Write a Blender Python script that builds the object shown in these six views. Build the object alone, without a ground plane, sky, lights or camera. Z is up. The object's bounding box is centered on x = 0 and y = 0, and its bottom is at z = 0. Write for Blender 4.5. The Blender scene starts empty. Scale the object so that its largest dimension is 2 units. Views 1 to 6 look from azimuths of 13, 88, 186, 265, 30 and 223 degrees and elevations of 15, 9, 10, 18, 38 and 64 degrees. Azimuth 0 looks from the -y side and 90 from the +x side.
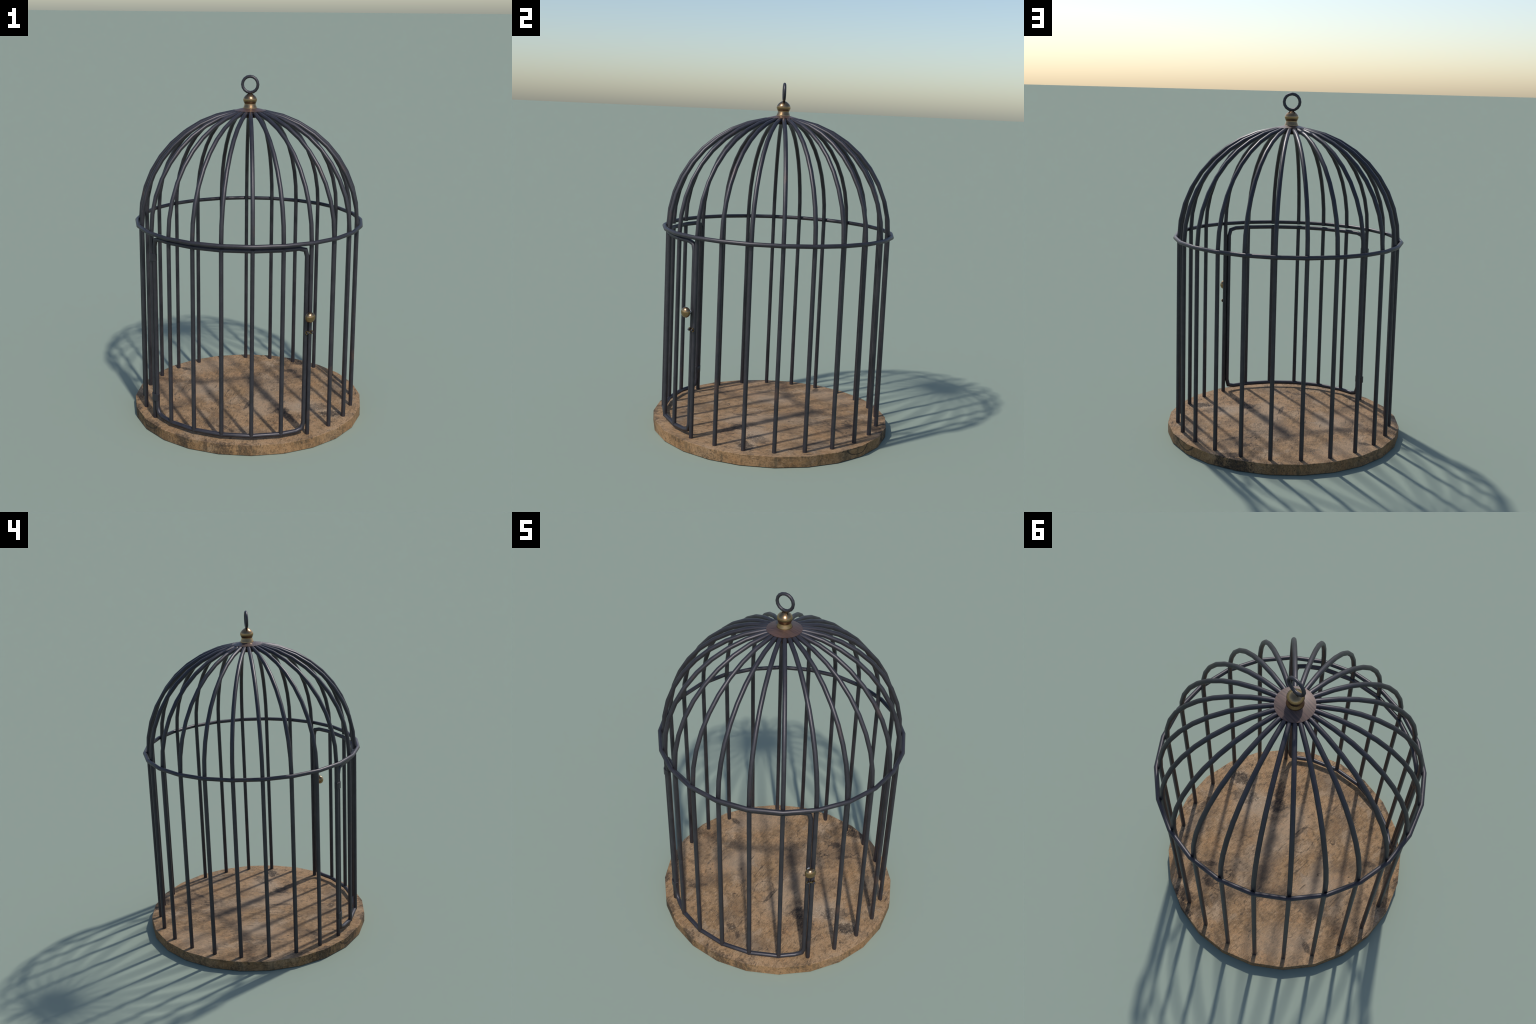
# A round domed birdcage: wooden disc base, 24 dark iron bars that bend into a
# dome, a band, a curved barred door with hinges, knob and latch, brass finial.
import bpy, math
from mathutils import Vector, Matrix

# ------------------------------------------------------------------ sizes (m)
N_BARS = 24
STEP = math.tau / N_BARS
BASE_R, BASE_H = 0.690, 0.060
CAGE_R = 0.6320            # centre line of the bars
SPRING_Z = 1.166           # height where the dome starts
BAR_T = 0.0121             # bar thickness (radius)
BAND_R, BAND_T = 0.6535, 0.0117
DRUM_R, DRUM_LOW, DRUM_TOP = 0.0905, 1.7675, 1.8028
DOOR_FROM, DOOR_TO = -135, -45       # degrees, door faces -y
FRAME_R, FRAME_T = 0.6295, 0.0123
FRAME_LOW, FRAME_TOP = 0.0885, 1.1375
FRAME_GAP = 2.2                      # degrees between hinge bar and frame
HINGE_Z = (1.0280, 0.1945)


# ------------------------------------------------------------ node helpers
class Nodes:
    def __init__(self, name):
        self.mat = bpy.data.materials.new(name)
        self.mat.use_nodes = True
        self.t = self.mat.node_tree
        self.bsdf = self.t.nodes["Principled BSDF"]
        self.coord = self.t.nodes.new("ShaderNodeTexCoord")

    def new(self, kind, **props):
        n = self.t.nodes.new("ShaderNode" + kind)
        for k, v in props.items():
            setattr(n, k, v)
        return n

    def put(self, value, socket):
        if isinstance(value, bpy.types.NodeSocket):
            self.t.links.new(value, socket)
        else:
            socket.default_value = value

    @property
    def obj(self):
        return self.coord.outputs["Object"]

    def math(self, op, a, b=0.0, c=0.0, clamp=False):
        n = self.new("Math", operation=op, use_clamp=clamp)
        for s, v in zip(n.inputs, (a, b, c)):
            self.put(v, s)
        return n.outputs[0]

    def vec(self, op, a, b=(0, 0, 0), scale=None):
        n = self.new("VectorMath", operation=op)
        self.put(a, n.inputs[0])
        self.put(b, n.inputs[1])
        if scale is not None:
            self.put(scale, n.inputs["Scale"])
        return n.outputs["Value"] if op in ("LENGTH", "DOT_PRODUCT") else n.outputs[0]

    def mapping(self, v, loc=(0, 0, 0), rot=(0, 0, 0), scale=(1, 1, 1), kind="POINT"):
        n = self.new("Mapping", vector_type=kind)
        self.put(v, n.inputs[0])
        n.inputs[1].default_value = loc
        n.inputs[2].default_value = rot
        n.inputs[3].default_value = scale
        return n.outputs[0]

    def noise(self, v, scale, detail=4, rough=0.55, distort=0.0, colour=False):
        n = self.new("TexNoise")
        self.put(v, n.inputs["Vector"])
        n.inputs["Scale"].default_value = scale
        n.inputs["Detail"].default_value = detail
        n.inputs["Roughness"].default_value = rough
        n.inputs["Distortion"].default_value = distort
        return n.outputs["Color" if colour else "Fac"]

    def band(self, v, lo, hi):
        """0 below lo, 1 above hi, smooth between (lo > hi turns it round)."""
        n = self.new("MapRange", interpolation_type="SMOOTHSTEP")
        self.put(v, n.inputs[0])
        a, b, c, d = (lo, hi, 0, 1) if lo < hi else (hi, lo, 1, 0)
        for i, x in enumerate((a, b, c, d), 1):
            n.inputs[i].default_value = x
        return n.outputs[0]

    def mix(self, fac, a, b, blend="MIX"):
        n = self.new("Mix", data_type="RGBA", blend_type=blend)
        self.put(fac, n.inputs[0])
        for v, s in ((a, n.inputs[6]), (b, n.inputs[7])):
            self.put(v if isinstance(v, bpy.types.NodeSocket) else (*v, 1.0), s)
        return n.outputs[2]

    def bump(self, height, strength, distance):
        n = self.new("Bump")
        n.inputs["Strength"].default_value = strength
        n.inputs["Distance"].default_value = distance
        self.put(height, n.inputs["Height"])
        self.put(n.outputs[0], self.bsdf.inputs["Normal"])

    def set(self, **kw):
        for k, v in kw.items():
            s = self.bsdf.inputs[k.replace("_", " ")]
            if isinstance(v, tuple) and len(v) == 3:
                v = (*v, 1.0)
            self.put(v, s)


# --------------------------------------------------------------- materials
def weathered_wood():
    m = Nodes("weathered_wood")
    p = m.obj
    wob = m.vec("SUBTRACT", m.noise(p, 9.0, 3, colour=True), (0.5, 0.5, 0.5))
    soft = m.vec("ADD", p, m.vec("SCALE", wob, scale=0.10))
    grainy = m.mapping(m.vec("ADD", p, m.vec("SCALE", wob, scale=0.02)), rot=(0, 0, math.radians(-5)), scale=(1.0, 0.30, 0.6))
    grain = m.noise(grainy, 75.0, 4, 0.62, 0.3)
    fibre = m.noise(grainy, 210.0, 3, 0.6)
    cloud = m.noise(soft, 4.2, 5, 0.6)
    cloud2 = m.noise(m.mapping(soft, loc=(3.1, 1.7, 0)), 6.5, 4, 0.6)
    fine = m.noise(p, 190.0, 3, 0.65)
    mottle = m.noise(m.mapping(p, loc=(7, 2, 1)), 30.0, 5, 0.68, 0.4)
    grubby = m.noise(m.mapping(soft, loc=(1.3, 8.2, 4)), 11.0, 4, 0.62)      # where the grime sits
    scrape = m.noise(m.mapping(p, loc=(4, 4, 2), rot=(0, 0, math.radians(40)), scale=(1.0, 0.22, 1.0)), 78.0, 4, 0.62, 0.9)

    col = m.mix(m.band(cloud, 0.40, 0.62), (0.268, 0.167, 0.084), (0.345, 0.222, 0.121))
    col = m.mix(m.band(cloud2, 0.50, 0.70), col, (0.325, 0.238, 0.156))       # grey washed
    col = m.mix(m.math("MULTIPLY", m.band(cloud2, 0.46, 0.30), 0.6), col, (0.355, 0.195, 0.088))  # warm
    col = m.mix(m.math("MULTIPLY", m.band(mottle, 0.50, 0.34), 0.62), col, (0.120, 0.083, 0.049))
    col = m.mix(m.math("MULTIPLY", m.band(mottle, 0.55, 0.72), 0.5), col, (0.350, 0.245, 0.143))
    col = m.mix(m.math("MULTIPLY", m.band(grubby, 0.50, 0.66), 0.50), col, (0.120, 0.084, 0.053))
    col = m.mix(m.math("MULTIPLY", m.band(grain, 0.48, 0.32), 0.55), col, (0.100, 0.070, 0.043))
    col = m.mix(m.math("MULTIPLY", m.band(grain, 0.54, 0.70), 0.45), col, (0.395, 0.275, 0.165))
    col = m.mix(m.math("MULTIPLY", m.band(fibre, 0.46, 0.34), 0.48), col, (0.095, 0.068, 0.044))
    col = m.mix(m.math("MULTIPLY", m.band(fibre, 0.55, 0.68), 0.50), col, (0.430, 0.315, 0.205))
    col = m.mix(m.math("MULTIPLY", m.band(fine, 0.44, 0.33), 0.60), col, (0.080, 0.058, 0.040))
    # dark specks and short scrapes, thick where it is grubby
    specks = m.math("MULTIPLY", m.band(scrape, 0.43, 0.36), m.band(grubby, 0.48, 0.62))
    col = m.mix(m.math("MULTIPLY", specks, 0.80), col, (0.045, 0.037, 0.030))

    # the sawn edge: browner, stained in vertical runs
    nrm = m.new("NewGeometry")
    side = m.math("SUBTRACT", 1.0, m.band(m.vec("DOT_PRODUCT", nrm.outputs["True Normal"], (0, 0, 1)), 0.3, 0.8))
    col = m.mix(side, col, m.mix(1.0, col, (0.88, 0.82, 0.75), "MULTIPLY"))
    runs = m.noise(m.mapping(p, loc=(5, 9, 0), scale=(1, 1, 0.22)), 38.0, 5, 0.68)
    col = m.mix(m.math("MULTIPLY", m.math("MULTIPLY", side, m.band(runs, 0.49, 0.37)), 0.55), col, (0.090, 0.070, 0.042))
    run_spot = m.math("MULTIPLY", m.band(m.noise(p, 100.0, 4, 0.7), 0.48, 0.38), m.band(m.noise(m.mapping(p, loc=(9, 3, 0)), 8.0, 3), 0.52, 0.64))
    col = m.mix(m.math("MULTIPLY", m.math("MULTIPLY", side, run_spot), 0.85), col, (0.035, 0.030, 0.024))

    fray = m.noise(p, 30.0, 5, 0.7)
    fray_fine = m.noise(p, 66.0, 4, 0.7)
    fray_amount = m.math("ADD", m.math("MULTIPLY", m.math("SUBTRACT", fray, 0.5), 2.2),
                         m.math("MULTIPLY", m.math("SUBTRACT", fray_fine, 0.5), 1.8))
    fray_amount = m.math("MULTIPLY_ADD", m.math("SUBTRACT", grain, 0.5), 1.6, fray_amount)
    broken = m.math("MULTIPLY_ADD", m.band(m.math("ADD", m.math("MULTIPLY", fibre, 0.6), m.math("MULTIPLY", fray_fine, 0.4)), 0.60, 0.44), 0.40, 0.60)

    def blot(x, y, rx, ry, turn, ragged=0.8, z=BASE_H, rz=0.2, soft_edge=0.6):
        q = m.mapping(p, (x, y, z), (0, 0, math.radians(turn)), (rx, ry, rz), "TEXTURE")
        d = m.math("MULTIPLY_ADD", fray_amount, ragged, m.vec("LENGTH", q))
        return m.band(d, 1.0 + soft_edge / 2, 1.0 - soft_edge / 2)

    # soft pale worn places
    for x, y, rx, ry, turn, k in ((0.36, -0.09, 0.11, 0.08, 20, 0.65), (-0.31, 0.0, 0.16, 0.09, 60, 0.45),
                                  (0.10, -0.02, 0.09, 0.16, 5, 0.40), (-0.38, 0.40, 0.17, 0.10, 40, 0.40),
                                  (-0.25, 0.00, 0.06, 0.12, 20, 0.35), (0.10, -0.20, 0.09, 0.08, 0, 0.30)):
        col = m.mix(m.math("MULTIPLY", blot(x, y, rx, ry, turn, 0.35, soft_edge=1.3), k), col, (0.330, 0.258, 0.185))
    # soft smoky shades
    for x, y, rx, ry, turn, k in ((0.00, 0.17, 0.05, 0.14, 10, 0.60), (0.10, 0.02, 0.035, 0.09, 15, 0.45),
                                  (-0.36, -0.24, 0.13, 0.05, 50, 0.50), (-0.22, -0.05, 0.03, 0.10, 35, 0.50),
                                  (-0.05, 0.22, 0.20, 0.08, 10, 0.35), (0.22, 0.40, 0.13, 0.10, 60, 0.50),
                                  (-0.54, 0.02, 0.05, 0.16, 10, 0.35), (0.10, -0.52, 0.14, 0.05, 10, 0.40),
                                  (0.50, 0.22, 0.05, 0.15, 10, 0.45), (-0.35, 0.12, 0.07, 0.05, 10, 0.45),
                                  (0.28, 0.10, 0.10, 0.07, 80, 0.35), (-0.40, 0.01, 0.05, 0.08, 0, 0.35),
                                  (-0.10, -0.36, 0.06, 0.12, 20, 0.25)):
        col = m.mix(m.math("MULTIPLY", blot(x, y, rx, ry, turn, 0.55, soft_edge=1.2), k), col, (0.080, 0.062, 0.047))
    # hard black stains
    for x, y, rx, ry, turn, rag, k in ((0.245, -0.182, 0.040, 0.052, -30, 0.30, 0.82),
                                       (0.300, -0.255, 0.026, 0.075, 35, 0.45, 0.72),
                                       (0.200, -0.140, 0.050, 0.060, 20, 0.80, 0.30),
                                       (0.535, -0.148, 0.075, 0.036, 20, 0.75, 0.80),
                                       (0.430, -0.085, 0.080, 0.045, 30, 0.80, 0.55),
                                       (-0.035, -0.477, 0.040, 0.021, -18, 0.50, 0.72),
                                       (0.022, -0.508, 0.013, 0.028, 35, 0.20, 0.65),
                                       (-0.495, 0.314, 0.038, 0.017, -22, 0.20, 0.70),
                                       (0.228, 0.604, 0.075, 0.034, 12, 0.60, 0.80),
                                       (0.170, 0.447, 0.034, 0.024, 20, 0.65, 0.72),
                                       (0.265, 0.372, 0.055, 0.016, 40, 0.70, 0.70),
                                       (-0.440, -0.520, 0.075, 0.022, -40, 0.80, 0.60),
                                       (-0.390, -0.300, 0.060, 0.018, 35, 0.70, 0.50),
                                       (0.560, 0.150, 0.016, 0.060, 10, 0.60, 0.60),
                                       (0.480, 0.250, 0.016, 0.060, 20, 0.70, 0.50),
                                       (0.032, -0.148, 0.013, 0.068, -3, 0.40, 0.60),
                                       (-0.215, -0.650, 0.045, 0.026, -20, 1.10, 0.65),
                                       (0.165, 0.672, 0.080, 0.036, -15, 1.00, 0.80),
                                       (-0.080, -0.683, 0.014, 0.030, 0, 0.60, 0.60),
                                       (0.020, -0.690, 0.050, 0.030, 0, 1.20, 0.60),
                                       (0.140, -0.675, 0.040, 0.030, 12, 0.50, 0.55),
                                       (-0.610, -0.330, 0.026, 0.070, 30, 0.80, 0.60),
                                       (-0.640, -0.180, 0.020, 0.060, 15, 0.80, 0.45)):
        col = m.mix(m.math("MULTIPLY", blot(x, y, rx, ry, turn, rag, soft_edge=0.55), m.math("MULTIPLY", broken, k)), col, (0.024, 0.021, 0.020))
    # pale flecks in the stained corner
    flecks = m.band(m.noise(p, 105.0, 4, 0.65), 0.57, 0.66)
    fleck_zone = m.math("MAXIMUM", blot(0.385, -0.115, 0.100, 0.070, 20, 0.3), blot(0.53, -0.14, 0.09, 0.06, 10, 0.3))
    fleck_zone = m.math("MAXIMUM", fleck_zone, blot(-0.030, -0.480, 0.024, 0.014, -18, 0.3))
    col = m.mix(m.math("MULTIPLY", m.math("MULTIPLY", flecks, fleck_zone), 0.80), col, (0.46, 0.38, 0.28))

    # hairline cracks: thin rings and a vein network
    def ring(x, y, rx, ry, turn, width, z=BASE_H, rz=0.2):
        q = m.mapping(m.vec("ADD", p, m.vec("SCALE", wob, scale=0.03)), (x, y, z),
                      (0, 0, math.radians(turn)), (rx, ry, rz), "TEXTURE")
        return m.band(m.math("ABSOLUTE", m.math("SUBTRACT", m.vec("LENGTH", q), 1.0)), width, width * 0.3)

    veins = m.new("TexVoronoi", feature="DISTANCE_TO_EDGE")
    m.put(m.vec("ADD", grainy, m.vec("SCALE", wob, scale=0.09)), veins.inputs["Vector"])
    veins.inputs["Scale"].default_value = 11.0
    vein = m.math("MULTIPLY", m.band(veins.outputs["Distance"], 0.020, 0.004),
                  m.band(m.noise(m.mapping(p, loc=(2, 5, 0)), 7.0, 3), 0.54, 0.66))
    circle = m.math("MULTIPLY", ring(-0.018, -0.138, 0.060, 0.088, 15, 0.075), m.math("MULTIPLY", m.band(fray, 0.44, 0.54), 0.65))
    split = m.math("MULTIPLY", ring(-0.468, -0.507, 0.088, 5.0, -45, 0.10, 0.066, 0.046), side)
    lip = m.math("MULTIPLY", ring(-0.455, -0.525, 0.070, 5.0, -45, 0.22, 0.072, 0.013), side)
    crack = m.math("MAXIMUM", m.math("MAXIMUM", vein, circle), m.math("MAXIMUM", split, lip))
    scratch = m.noise(m.mapping(p, loc=(6, 1, 3), rot=(0, 0, math.radians(-20)), scale=(1.0, 0.10, 1.0)), 60.0, 3, 0.55, 1.2)
    scratch = m.math("MULTIPLY", m.band(scratch, 0.355, 0.325), m.band(m.noise(m.mapping(p, loc=(2, 2, 8)), 9.0, 3), 0.46, 0.58))
    col = m.mix(m.math("MULTIPLY", scratch, 0.70), col, (0.045, 0.035, 0.028))
    col = m.mix(m.math("MULTIPLY", crack, 0.75), col, (0.030, 0.024, 0.020))

    h = m.math("ADD", m.math("MULTIPLY", mottle, 0.5), m.math("MULTIPLY", grain, 0.6))
    h = m.math("ADD", h, m.math("MULTIPLY", fibre, 0.3))
    h = m.math("ADD", h, m.math("MULTIPLY", fine, 0.25))
    h = m.math("SUBTRACT", h, m.math("MULTIPLY", crack, 0.6))
    col = m.mix(1.0, col, (0.97, 0.945, 0.925), "MULTIPLY")
    m.bump(h, 0.28, 0.005)
    m.set(Base_Color=col, Roughness=0.86, Specular_IOR_Level=0.22)
    return m.mat


def dark_iron():
    m = Nodes("dark_iron")
    info = m.new("ObjectInfo")
    shift = m.vec("SCALE", (13.0, 7.0, 29.0), scale=info.outputs["Random"])
    p = m.vec("ADD", m.obj, shift)
    patch = m.noise(p, 5.0, 4, 0.6)
    fine = m.noise(p, 90.0, 4, 0.65)
    col = m.mix(m.band(m.noise(p, 14.0, 4), 0.35, 0.65), (0.0175, 0.0168, 0.0220), (0.0270, 0.0252, 0.0312))  # iron tinted purple, here and in Specular_Tint, for lilac sky and sun highlights
    col = m.mix(m.math("MULTIPLY", m.band(patch, 0.62, 0.74), 0.75), col, (0.070, 0.038, 0.028))
    col = m.mix(m.math("MULTIPLY", m.band(fine, 0.60, 0.70), 0.35), col, (0.055, 0.050, 0.050))
    rough = m.math("MULTIPLY_ADD", fine, 0.12, 0.40)
    m.bump(fine, 0.10, 0.001)
    m.set(Base_Color=col, Metallic=0.20, Roughness=rough, Specular_IOR_Level=0.75, Specular_Tint=(1.0, 0.955, 1.0))
    return m.mat


def old_brass():
    m = Nodes("old_brass")
    n = m.noise(m.obj, 60.0, 4, 0.6)
    col = m.mix(m.band(n, 0.35, 0.65), (0.31, 0.198, 0.102), (0.37, 0.240, 0.124))
    m.set(Base_Color=col, Metallic=1.0, Roughness=m.math("MULTIPLY_ADD", n, 0.06, 0.215))
    return m.mat


def brushed_copper():
    m = Nodes("brushed_copper")
    p = m.mapping(m.obj, rot=(0, 0, math.radians(-38)), scale=(10.0, 150.0, 20.0))
    streak = m.noise(p, 1.0, 4, 0.6)
    wide = m.noise(m.mapping(m.obj, rot=(0, 0, math.radians(-38)), scale=(6.0, 40.0, 10.0)), 1.0, 3)
    col = m.mix(m.band(streak, 0.32, 0.68), (0.045, 0.026, 0.022), (0.105, 0.060, 0.048))
    col = m.mix(m.math("MULTIPLY", m.band(wide, 0.40, 0.65), 0.4), col, (0.085, 0.055, 0.036))
    m.bump(streak, 0.08, 0.001)
    m.set(Base_Color=col, Metallic=0.15, Roughness=0.44, Specular_IOR_Level=0.60)
    return m.mat


def shade_darkened_brown():
    m = Nodes("shade_darkened_brown")
    n = m.noise(m.obj, 40.0, 4, 0.6)
    m.set(Base_Color=m.mix(n, (0.020, 0.013, 0.010), (0.060, 0.030, 0.018)), Roughness=0.75, Specular_IOR_Level=0.2)  # cap's brown darkened: shadow under the cap baked into the drum colour
    return m.mat


def pale_metal():
    m = Nodes("pale_metal")
    n = m.noise(m.obj, 80.0)
    m.set(Base_Color=m.mix(n, (0.62, 0.63, 0.65), (0.74, 0.75, 0.77)), Metallic=0.0, Roughness=0.45)
    return m.mat


WOOD, IRON, BRASS = weathered_wood(), dark_iron(), old_brass()
COPPER, SHADE_BROWN, PALE = brushed_copper(), shade_darkened_brown(), pale_metal()


# ----------------------------------------------------------- mesh builders
def mesh_of(name, verts, faces, mat, smooth=True, angle=62):
    me = bpy.data.meshes.new(name)
    me.from_pydata([tuple(v) for v in verts], [], faces)
    me.validate()
    me.materials.append(mat)
    if smooth:
        me.polygons.foreach_set("use_smooth", [True] * len(me.polygons))
        me.set_sharp_from_angle(angle=math.radians(angle))
    me.update()
    return me


def tube(name, path, radius, sides, mat, closed=False, up=Vector((0, 0, 1)), spin=0.5):
    """Round bar along a polyline, mitred at each corner."""
    path = [Vector(q) for q in path]
    n, verts, faces = len(path), [], []
    for i, c in enumerate(path):
        a = path[i - 1] if i or closed else None
        b = path[(i + 1) % n] if i < n - 1 or closed else None
        d1 = (c - a).normalized() if a is not None else (b - c).normalized()
        d2 = (b - c).normalized() if b is not None else d1
        t = (d1 + d2).normalized()
        side = t.cross(up)
        if side.length < 1e-4:
            side = t.cross(Vector((0, 1, 0)))
        side.normalize()
        top = side.cross(t).normalized()
        cosine = max(0.3, t.dot(d1))
        turn = d2 - d1
        for k in range(sides):
            ang = math.tau * (k + spin) / sides
            off = side * (math.cos(ang) * radius) + top * (math.sin(ang) * radius)
            if turn.length > 1e-5:                      # stretch along the mitre
                axis = turn.normalized()
                off += axis * off.dot(axis) * (1 / cosine - 1)
            verts.append(c + off)
    for i in range(n if closed else n - 1):
        j = (i + 1) % n
        for k in range(sides):
            l = (k + 1) % sides
            faces.append((i * sides + k, i * sides + l, j * sides + l, j * sides + k))
    if not closed:
        faces.append(tuple(reversed(range(sides))))
        faces.append(tuple((n - 1) * sides + k for k in range(sides)))
    return mesh_of(name, verts, faces, mat)


def lathe(name, profile, sides, mat, angle=40, origin=(0, 0, 0), axis=(0, 0, 1), turn=0.0):
    """Turn a (radius, height) profile round an axis."""
    rot = Vector((0, 0, 1)).rotation_difference(Vector(axis)).to_matrix()
    o, verts, faces, rows = Vector(origin), [], [], []
    for r, h in profile:
        if r < 1e-6:
            rows.append([len(verts)])
            verts.append(o + rot @ Vector((0, 0, h)))
        else:
            rows.append(list(range(len(verts), len(verts) + sides)))
            for k in range(sides):
                a = turn + math.tau * k / sides
                verts.append(o + rot @ Vector((r * math.cos(a), r * math.sin(a), h)))
    for lo, hi in zip(rows, rows[1:]):
        for k in range(sides):
            l = (k + 1) % sides
            if len(lo) == 1 and len(hi) > 1:
                faces.append((lo[0], hi[l], hi[k]))
            elif len(hi) == 1 and len(lo) > 1:
                faces.append((lo[k], lo[l], hi[0]))
            elif len(lo) > 1:
                faces.append((lo[k], lo[l], hi[l], hi[k]))
    if len(rows[0]) > 1:
        faces.append(tuple(reversed(rows[0])))
    if len(rows[-1]) > 1:
        faces.append(tuple(rows[-1]))
    return mesh_of(name, verts, faces, mat, angle=angle)


def add(name, data, parent, rot_z=0.0, loc=(0, 0, 0)):
    ob = bpy.data.objects.new(name, data)
    bpy.context.scene.collection.objects.link(ob)
    ob.parent = parent
    ob.rotation_euler = (0, 0, rot_z)
    ob.location = loc
    return ob


def polar(deg, r, z):
    a = math.radians(deg)
    return Vector((r * math.cos(a), r * math.sin(a), z))


# ------------------------------------------------------------------- build
cage = add("birdcage", None, None)
cage["label"] = "round domed black iron birdcage on a worn wooden disc"
cage["category"] = "birdcage"

# base: a 24 sided wooden disc with a slightly eased edge
E_ = 0.0012
base = add("base", lathe("base", [(BASE_R - E_, 0.0), (BASE_R, E_), (BASE_R, BASE_H - E_),
                                  (BASE_R - E_, BASE_H)], N_BARS, WOOD, angle=30), cage)

# bars: upright, then ten nine-degree bends over the dome into the top drum
rise = [(CAGE_R * math.cos(math.radians(a)), 0, SPRING_Z + CAGE_R * math.sin(math.radians(a)))
        for a in range(0, 82, 9)]
end = (0.066, 0, rise[-1][2] - 0.0005)      # tucked level under the cap
Y = Vector((0, 1, 0))
full_bar = tube("bar", [(CAGE_R, 0, BASE_H - 0.004)] + rise + [end], BAR_T, 8, IRON, up=Y)
dome_bar = tube("dome_rib", [(CAGE_R, 0, SPRING_Z - 0.009)] + rise + [end], BAR_T, 8, IRON, up=Y)
for i in range(N_BARS):
    deg = (-90 + i * 15 + 180) % 360 - 180
    in_door = DOOR_FROM < deg < DOOR_TO
    add("dome_rib" if in_door else "bar", dome_bar if in_door else full_bar, cage, math.radians(deg))

# band round the spring of the dome, one straight piece from bar to bar
add("band", tube("band", [polar(15 * i, BAND_R, SPRING_Z) for i in range(N_BARS)], BAND_T, 10, IRON, closed=True), cage)

# drum that gathers the ribs, with a shallow conical top
add("drum", lathe("drum", [(DRUM_R - 0.004, DRUM_LOW), (DRUM_R - 0.002, DRUM_LOW + 0.002),
                           (DRUM_R - 0.002, DRUM_TOP - 0.0030)], 32, SHADE_BROWN, angle=30), cage)
add("cap", lathe("cap", [(DRUM_R - 0.004, DRUM_TOP - 0.0032), (DRUM_R, DRUM_TOP - 0.0018), (DRUM_R, DRUM_TOP - 0.0005),
                         (0.040, 1.8150), (0.030, 1.8165)], 48, COPPER, angle=30), cage)

# brass finial: flared foot, waist, ball
add("finial", lathe("finial", [(0.030, 1.8135), (0.0398, 1.8135), (0.0402, 1.8155), (0.0375, 1.8215), (0.0345, 1.8300),
                               (0.0325, 1.8360), (0.0318, 1.8385), (0.0330, 1.8420), (0.0358, 1.8475),
                               (0.0382, 1.8535), (0.0394, 1.8600), (0.0392, 1.8655), (0.0372, 1.8720),
                               (0.0330, 1.8785), (0.0280, 1.8840), (0.0220, 1.8890), (0.0150, 1.8938),
                               (0.0080, 1.8968), (0.0, 1.8980)], 32, BRASS, angle=75), cage)

# hanging ring, upright, seen full from the door side
RING_C, RING_R, RING_T = 1.9463, 0.0449, 0.0086
add("hanging_ring", tube("hanging_ring",
                         [(RING_R * math.sin(k * math.tau / 16), 0, RING_C + RING_R * math.cos(k * math.tau / 16))
                          for k in range(16)], RING_T, 8, IRON, closed=True, up=Y, spin=0.0), cage)

# ---- door: bent frame with cut corners, straight rails from bar to bar
def on_rail(deg, z, r=FRAME_R):
    """Point on the straight chord between neighbouring bars."""
    lo = math.floor(deg / 15) * 15
    mid = lo + 7.5
    return polar(deg, r * math.cos(math.radians(7.5)) / math.cos(math.radians(deg - mid)), z)

left, right, corner, bend = DOOR_FROM + FRAME_GAP, DOOR_TO - FRAME_GAP, 0.047, 4.4
c45 = 0.22
inner = [-120, -105, -90, -75, -60]

def corner_points(deg, sign_in, z, sign_up):
    """upright end, middle of the bend, rail end"""
    return [on_rail(deg, z + sign_up * corner),
            on_rail(deg + sign_in * bend * c45, z + sign_up * corner * c45),
            on_rail(deg + sign_in * bend, z)]

loop = corner_points(left, 1, FRAME_LOW, 1) + [polar(d, FRAME_R, FRAME_LOW) for d in inner]
loop += corner_points(right, -1, FRAME_LOW, 1)[::-1] + corner_points(right, -1, FRAME_TOP, -1)
loop += [polar(d, FRAME_R, FRAME_TOP) for d in inner[::-1]] + corner_points(left, 1, FRAME_TOP, -1)[::-1]

def frame_tube(name, path, radius, sides, mat):
    """Closed tube whose section keeps one side turned outwards from the cage axis."""
    n, verts, faces = len(path), [], []
    for i, c in enumerate(path):
        d1, d2 = (c - path[i - 1]).normalized(), (path[(i + 1) % n] - c).normalized()
        t = (d1 + d2).normalized()
        out = Vector((c.x, c.y, 0)).normalized()
        out = (out - t * out.dot(t)).normalized()
        side = t.cross(out)
        turn = d2 - d1
        for k in range(sides):
            ang = math.tau * (k + 0.5) / sides
            off = out * (math.cos(ang) * radius) + side * (math.sin(ang) * radius)
            if turn.length > 1e-5:
                axis = turn.normalized()
                off += axis * off.dot(axis) * (1 / t.dot(d1) - 1)
            verts.append(c + off)
    for i in range(n):
        j = (i + 1) % n
        faces += [(i * sides + k, i * sides + (k + 1) % sides, j * sides + (k + 1) % sides, j * sides + k)
                  for k in range(sides)]
    return mesh_of(name, verts, [f[::-1] for f in faces], mat)

door = add("door", frame_tube("door", loop, FRAME_T, 10, IRON), cage)

rod = tube("door_bar", [(CAGE_R, 0, FRAME_LOW - 0.004), (CAGE_R, 0, FRAME_TOP + 0.002)], BAR_T, 8, IRON, up=Y)
for d in inner:
    add("door_bar", rod, door, math.radians(d))

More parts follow.
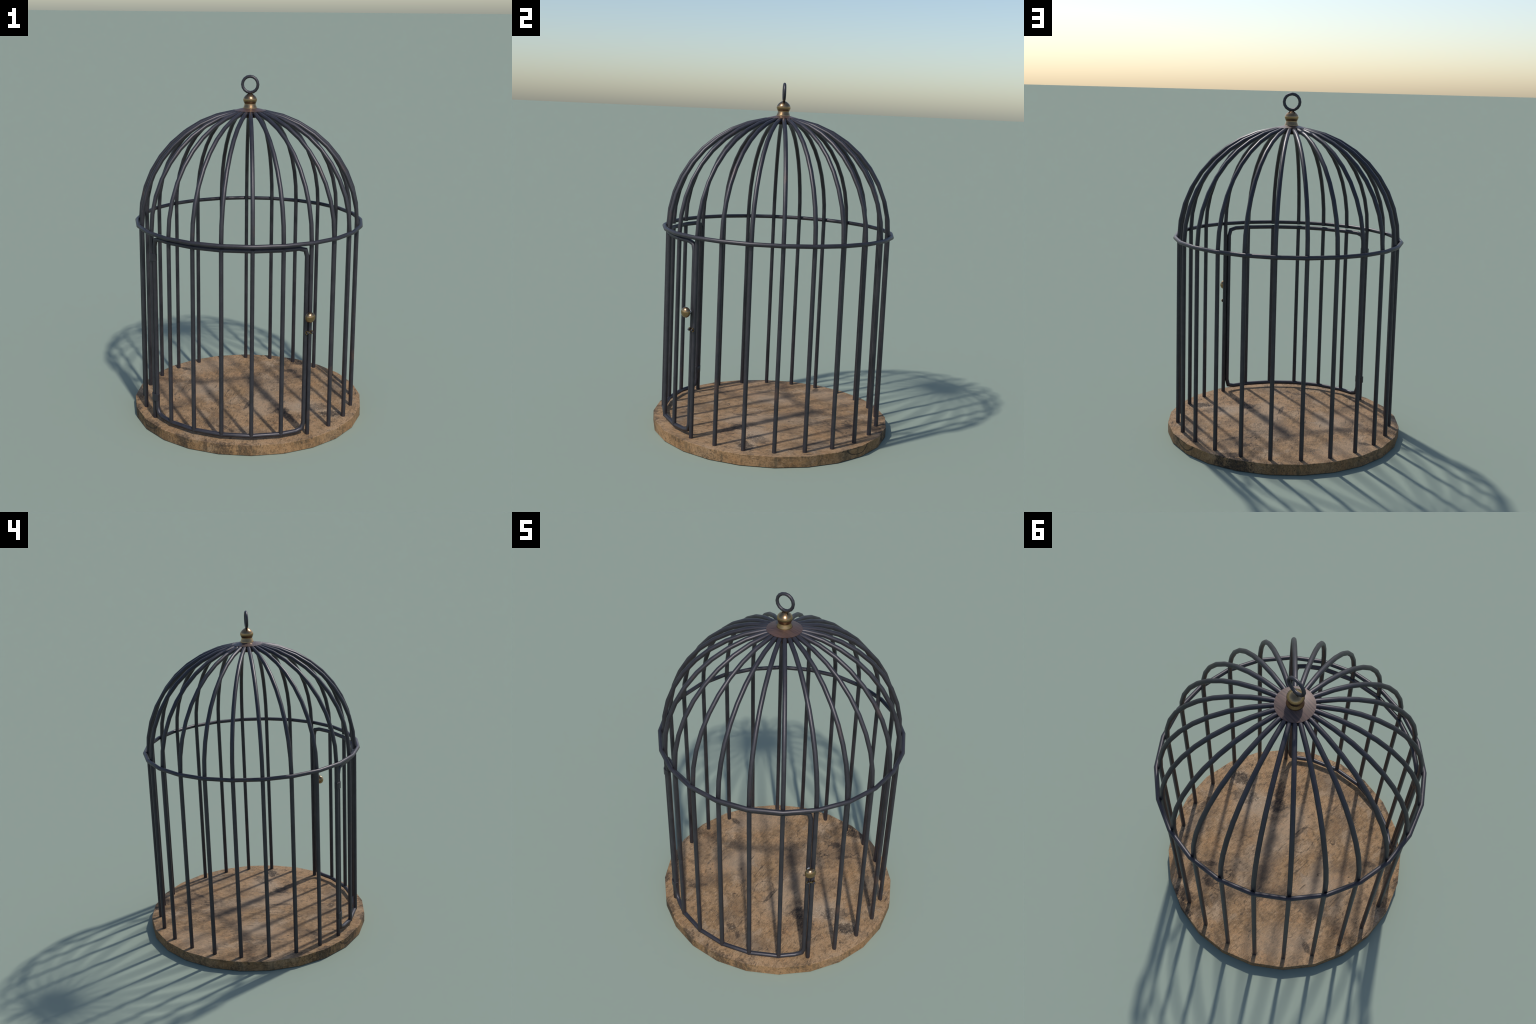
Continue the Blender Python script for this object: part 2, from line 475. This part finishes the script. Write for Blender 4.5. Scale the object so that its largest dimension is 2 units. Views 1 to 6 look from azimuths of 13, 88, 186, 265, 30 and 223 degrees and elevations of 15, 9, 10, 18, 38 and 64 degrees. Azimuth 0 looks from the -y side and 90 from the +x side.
# hinges: a plate wrapped round the hinge bar and the frame upright
def hinge_mesh():
    a, b = polar(DOOR_FROM, CAGE_R, 0), on_rail(left, 0)
    along = (b - a).normalized()
    across = Vector((-along.y, along.x, 0))
    rad, ring_pts = 0.0150, []
    for c, start in ((b, -90), (a, 90)):
        for k in range(4):
            q = math.radians(start + 60 * k)
            ring_pts.append(c + along * (rad * math.cos(q)) + across * (rad * math.sin(q)))
    n, hh, ch = len(ring_pts), 0.0205, 0.0012
    ring_pts = [q + (a + b).normalized() * 0.0016 for q in ring_pts]
    mid = (a + b) / 2
    rows = [(-hh, 0.94), (-hh + ch, 1.0), (hh - ch, 1.0), (hh, 0.94)]
    verts = [mid + (q - mid) * s + Vector((0, 0, z)) for z, s in rows for q in ring_pts]
    faces = [(i * n + k, i * n + (k + 1) % n, (i + 1) * n + (k + 1) % n, (i + 1) * n + k)
             for i in range(3) for k in range(n)]
    faces += [tuple(reversed(range(n))), tuple(3 * n + k for k in range(n))]
    return mesh_of("hinge", verts, faces, IRON, angle=35)

hinge = hinge_mesh()
for z in HINGE_Z:
    add("hinge", hinge, door, loc=(0, 0, z))

# knob: brass mushroom on a pale neck, standing out from the frame upright
KNOB_DEG, KNOB_Z = -47.3, 0.763
out = polar(KNOB_DEG, 1, 0)
seat = polar(KNOB_DEG, 0.6290, KNOB_Z)
add("knob_neck", lathe("knob_neck", [(0.0060, 0.009), (0.0090, 0.0135), (0.0102, 0.0175), (0.0095, 0.026)],
                       10, PALE, origin=seat, axis=out), door)
add("door_knob", lathe("door_knob", [(0.0, 0.0235), (0.011, 0.0240), (0.0165, 0.0265), (0.0235, 0.0315),
                                     (0.0287, 0.0390), (0.0300, 0.0450), (0.0288, 0.0510), (0.0245, 0.0578),
                                     (0.0170, 0.0632), (0.0085, 0.0660), (0.0, 0.0668)],
                       12, BRASS, origin=seat, axis=out, angle=80), door)

# latch: dog-bone brass plate held by two round rivets across frame and bar
LATCH_Z = 0.6665
la, lb = polar(-47.15, 0.6435, LATCH_Z), polar(-44.75, 0.6460, LATCH_Z)

def latch_mesh():
    mid, along = (la + lb) / 2, (lb - la).normalized()
    up = Vector((0, 0, 1))
    front = along.cross(up).normalized()
    if front.dot(mid) < 0:
        front = -front
    half, big, waist, outline = (lb - la).length / 2, 0.0108, 0.0045, []
    for s in (1, -1):
        for k in range(-4, 5):
            q = math.radians(k * 36)
            x, y = half + big * math.cos(q), big * math.sin(q)
            if abs(k) == 4:
                y = math.copysign(waist, y)
            outline.append((s * x, s * y))
    n, th = len(outline), 0.0018
    verts = [mid + along * x + up * y + front * d for d in (-th, th) for x, y in outline]
    faces = [tuple(reversed(range(n))), tuple(range(n, 2 * n))]
    faces += [(k, (k + 1) % n, n + (k + 1) % n, n + k) for k in range(n)]
    return mesh_of("latch_plate", verts, faces, BRASS, angle=35)

add("latch_plate", latch_mesh(), door)
for c in (la, lb):
    add("latch_rivet", lathe("latch_rivet", [(0.0045, -0.010), (0.0045, 0.0015), (0.0062, 0.0040), (0.0068, 0.0070),
                                             (0.0058, 0.0105), (0.0032, 0.0130), (0.0, 0.0138)],
                             10, IRON, origin=c, axis=Vector((c.x, c.y, 0)).normalized(), angle=70), door)
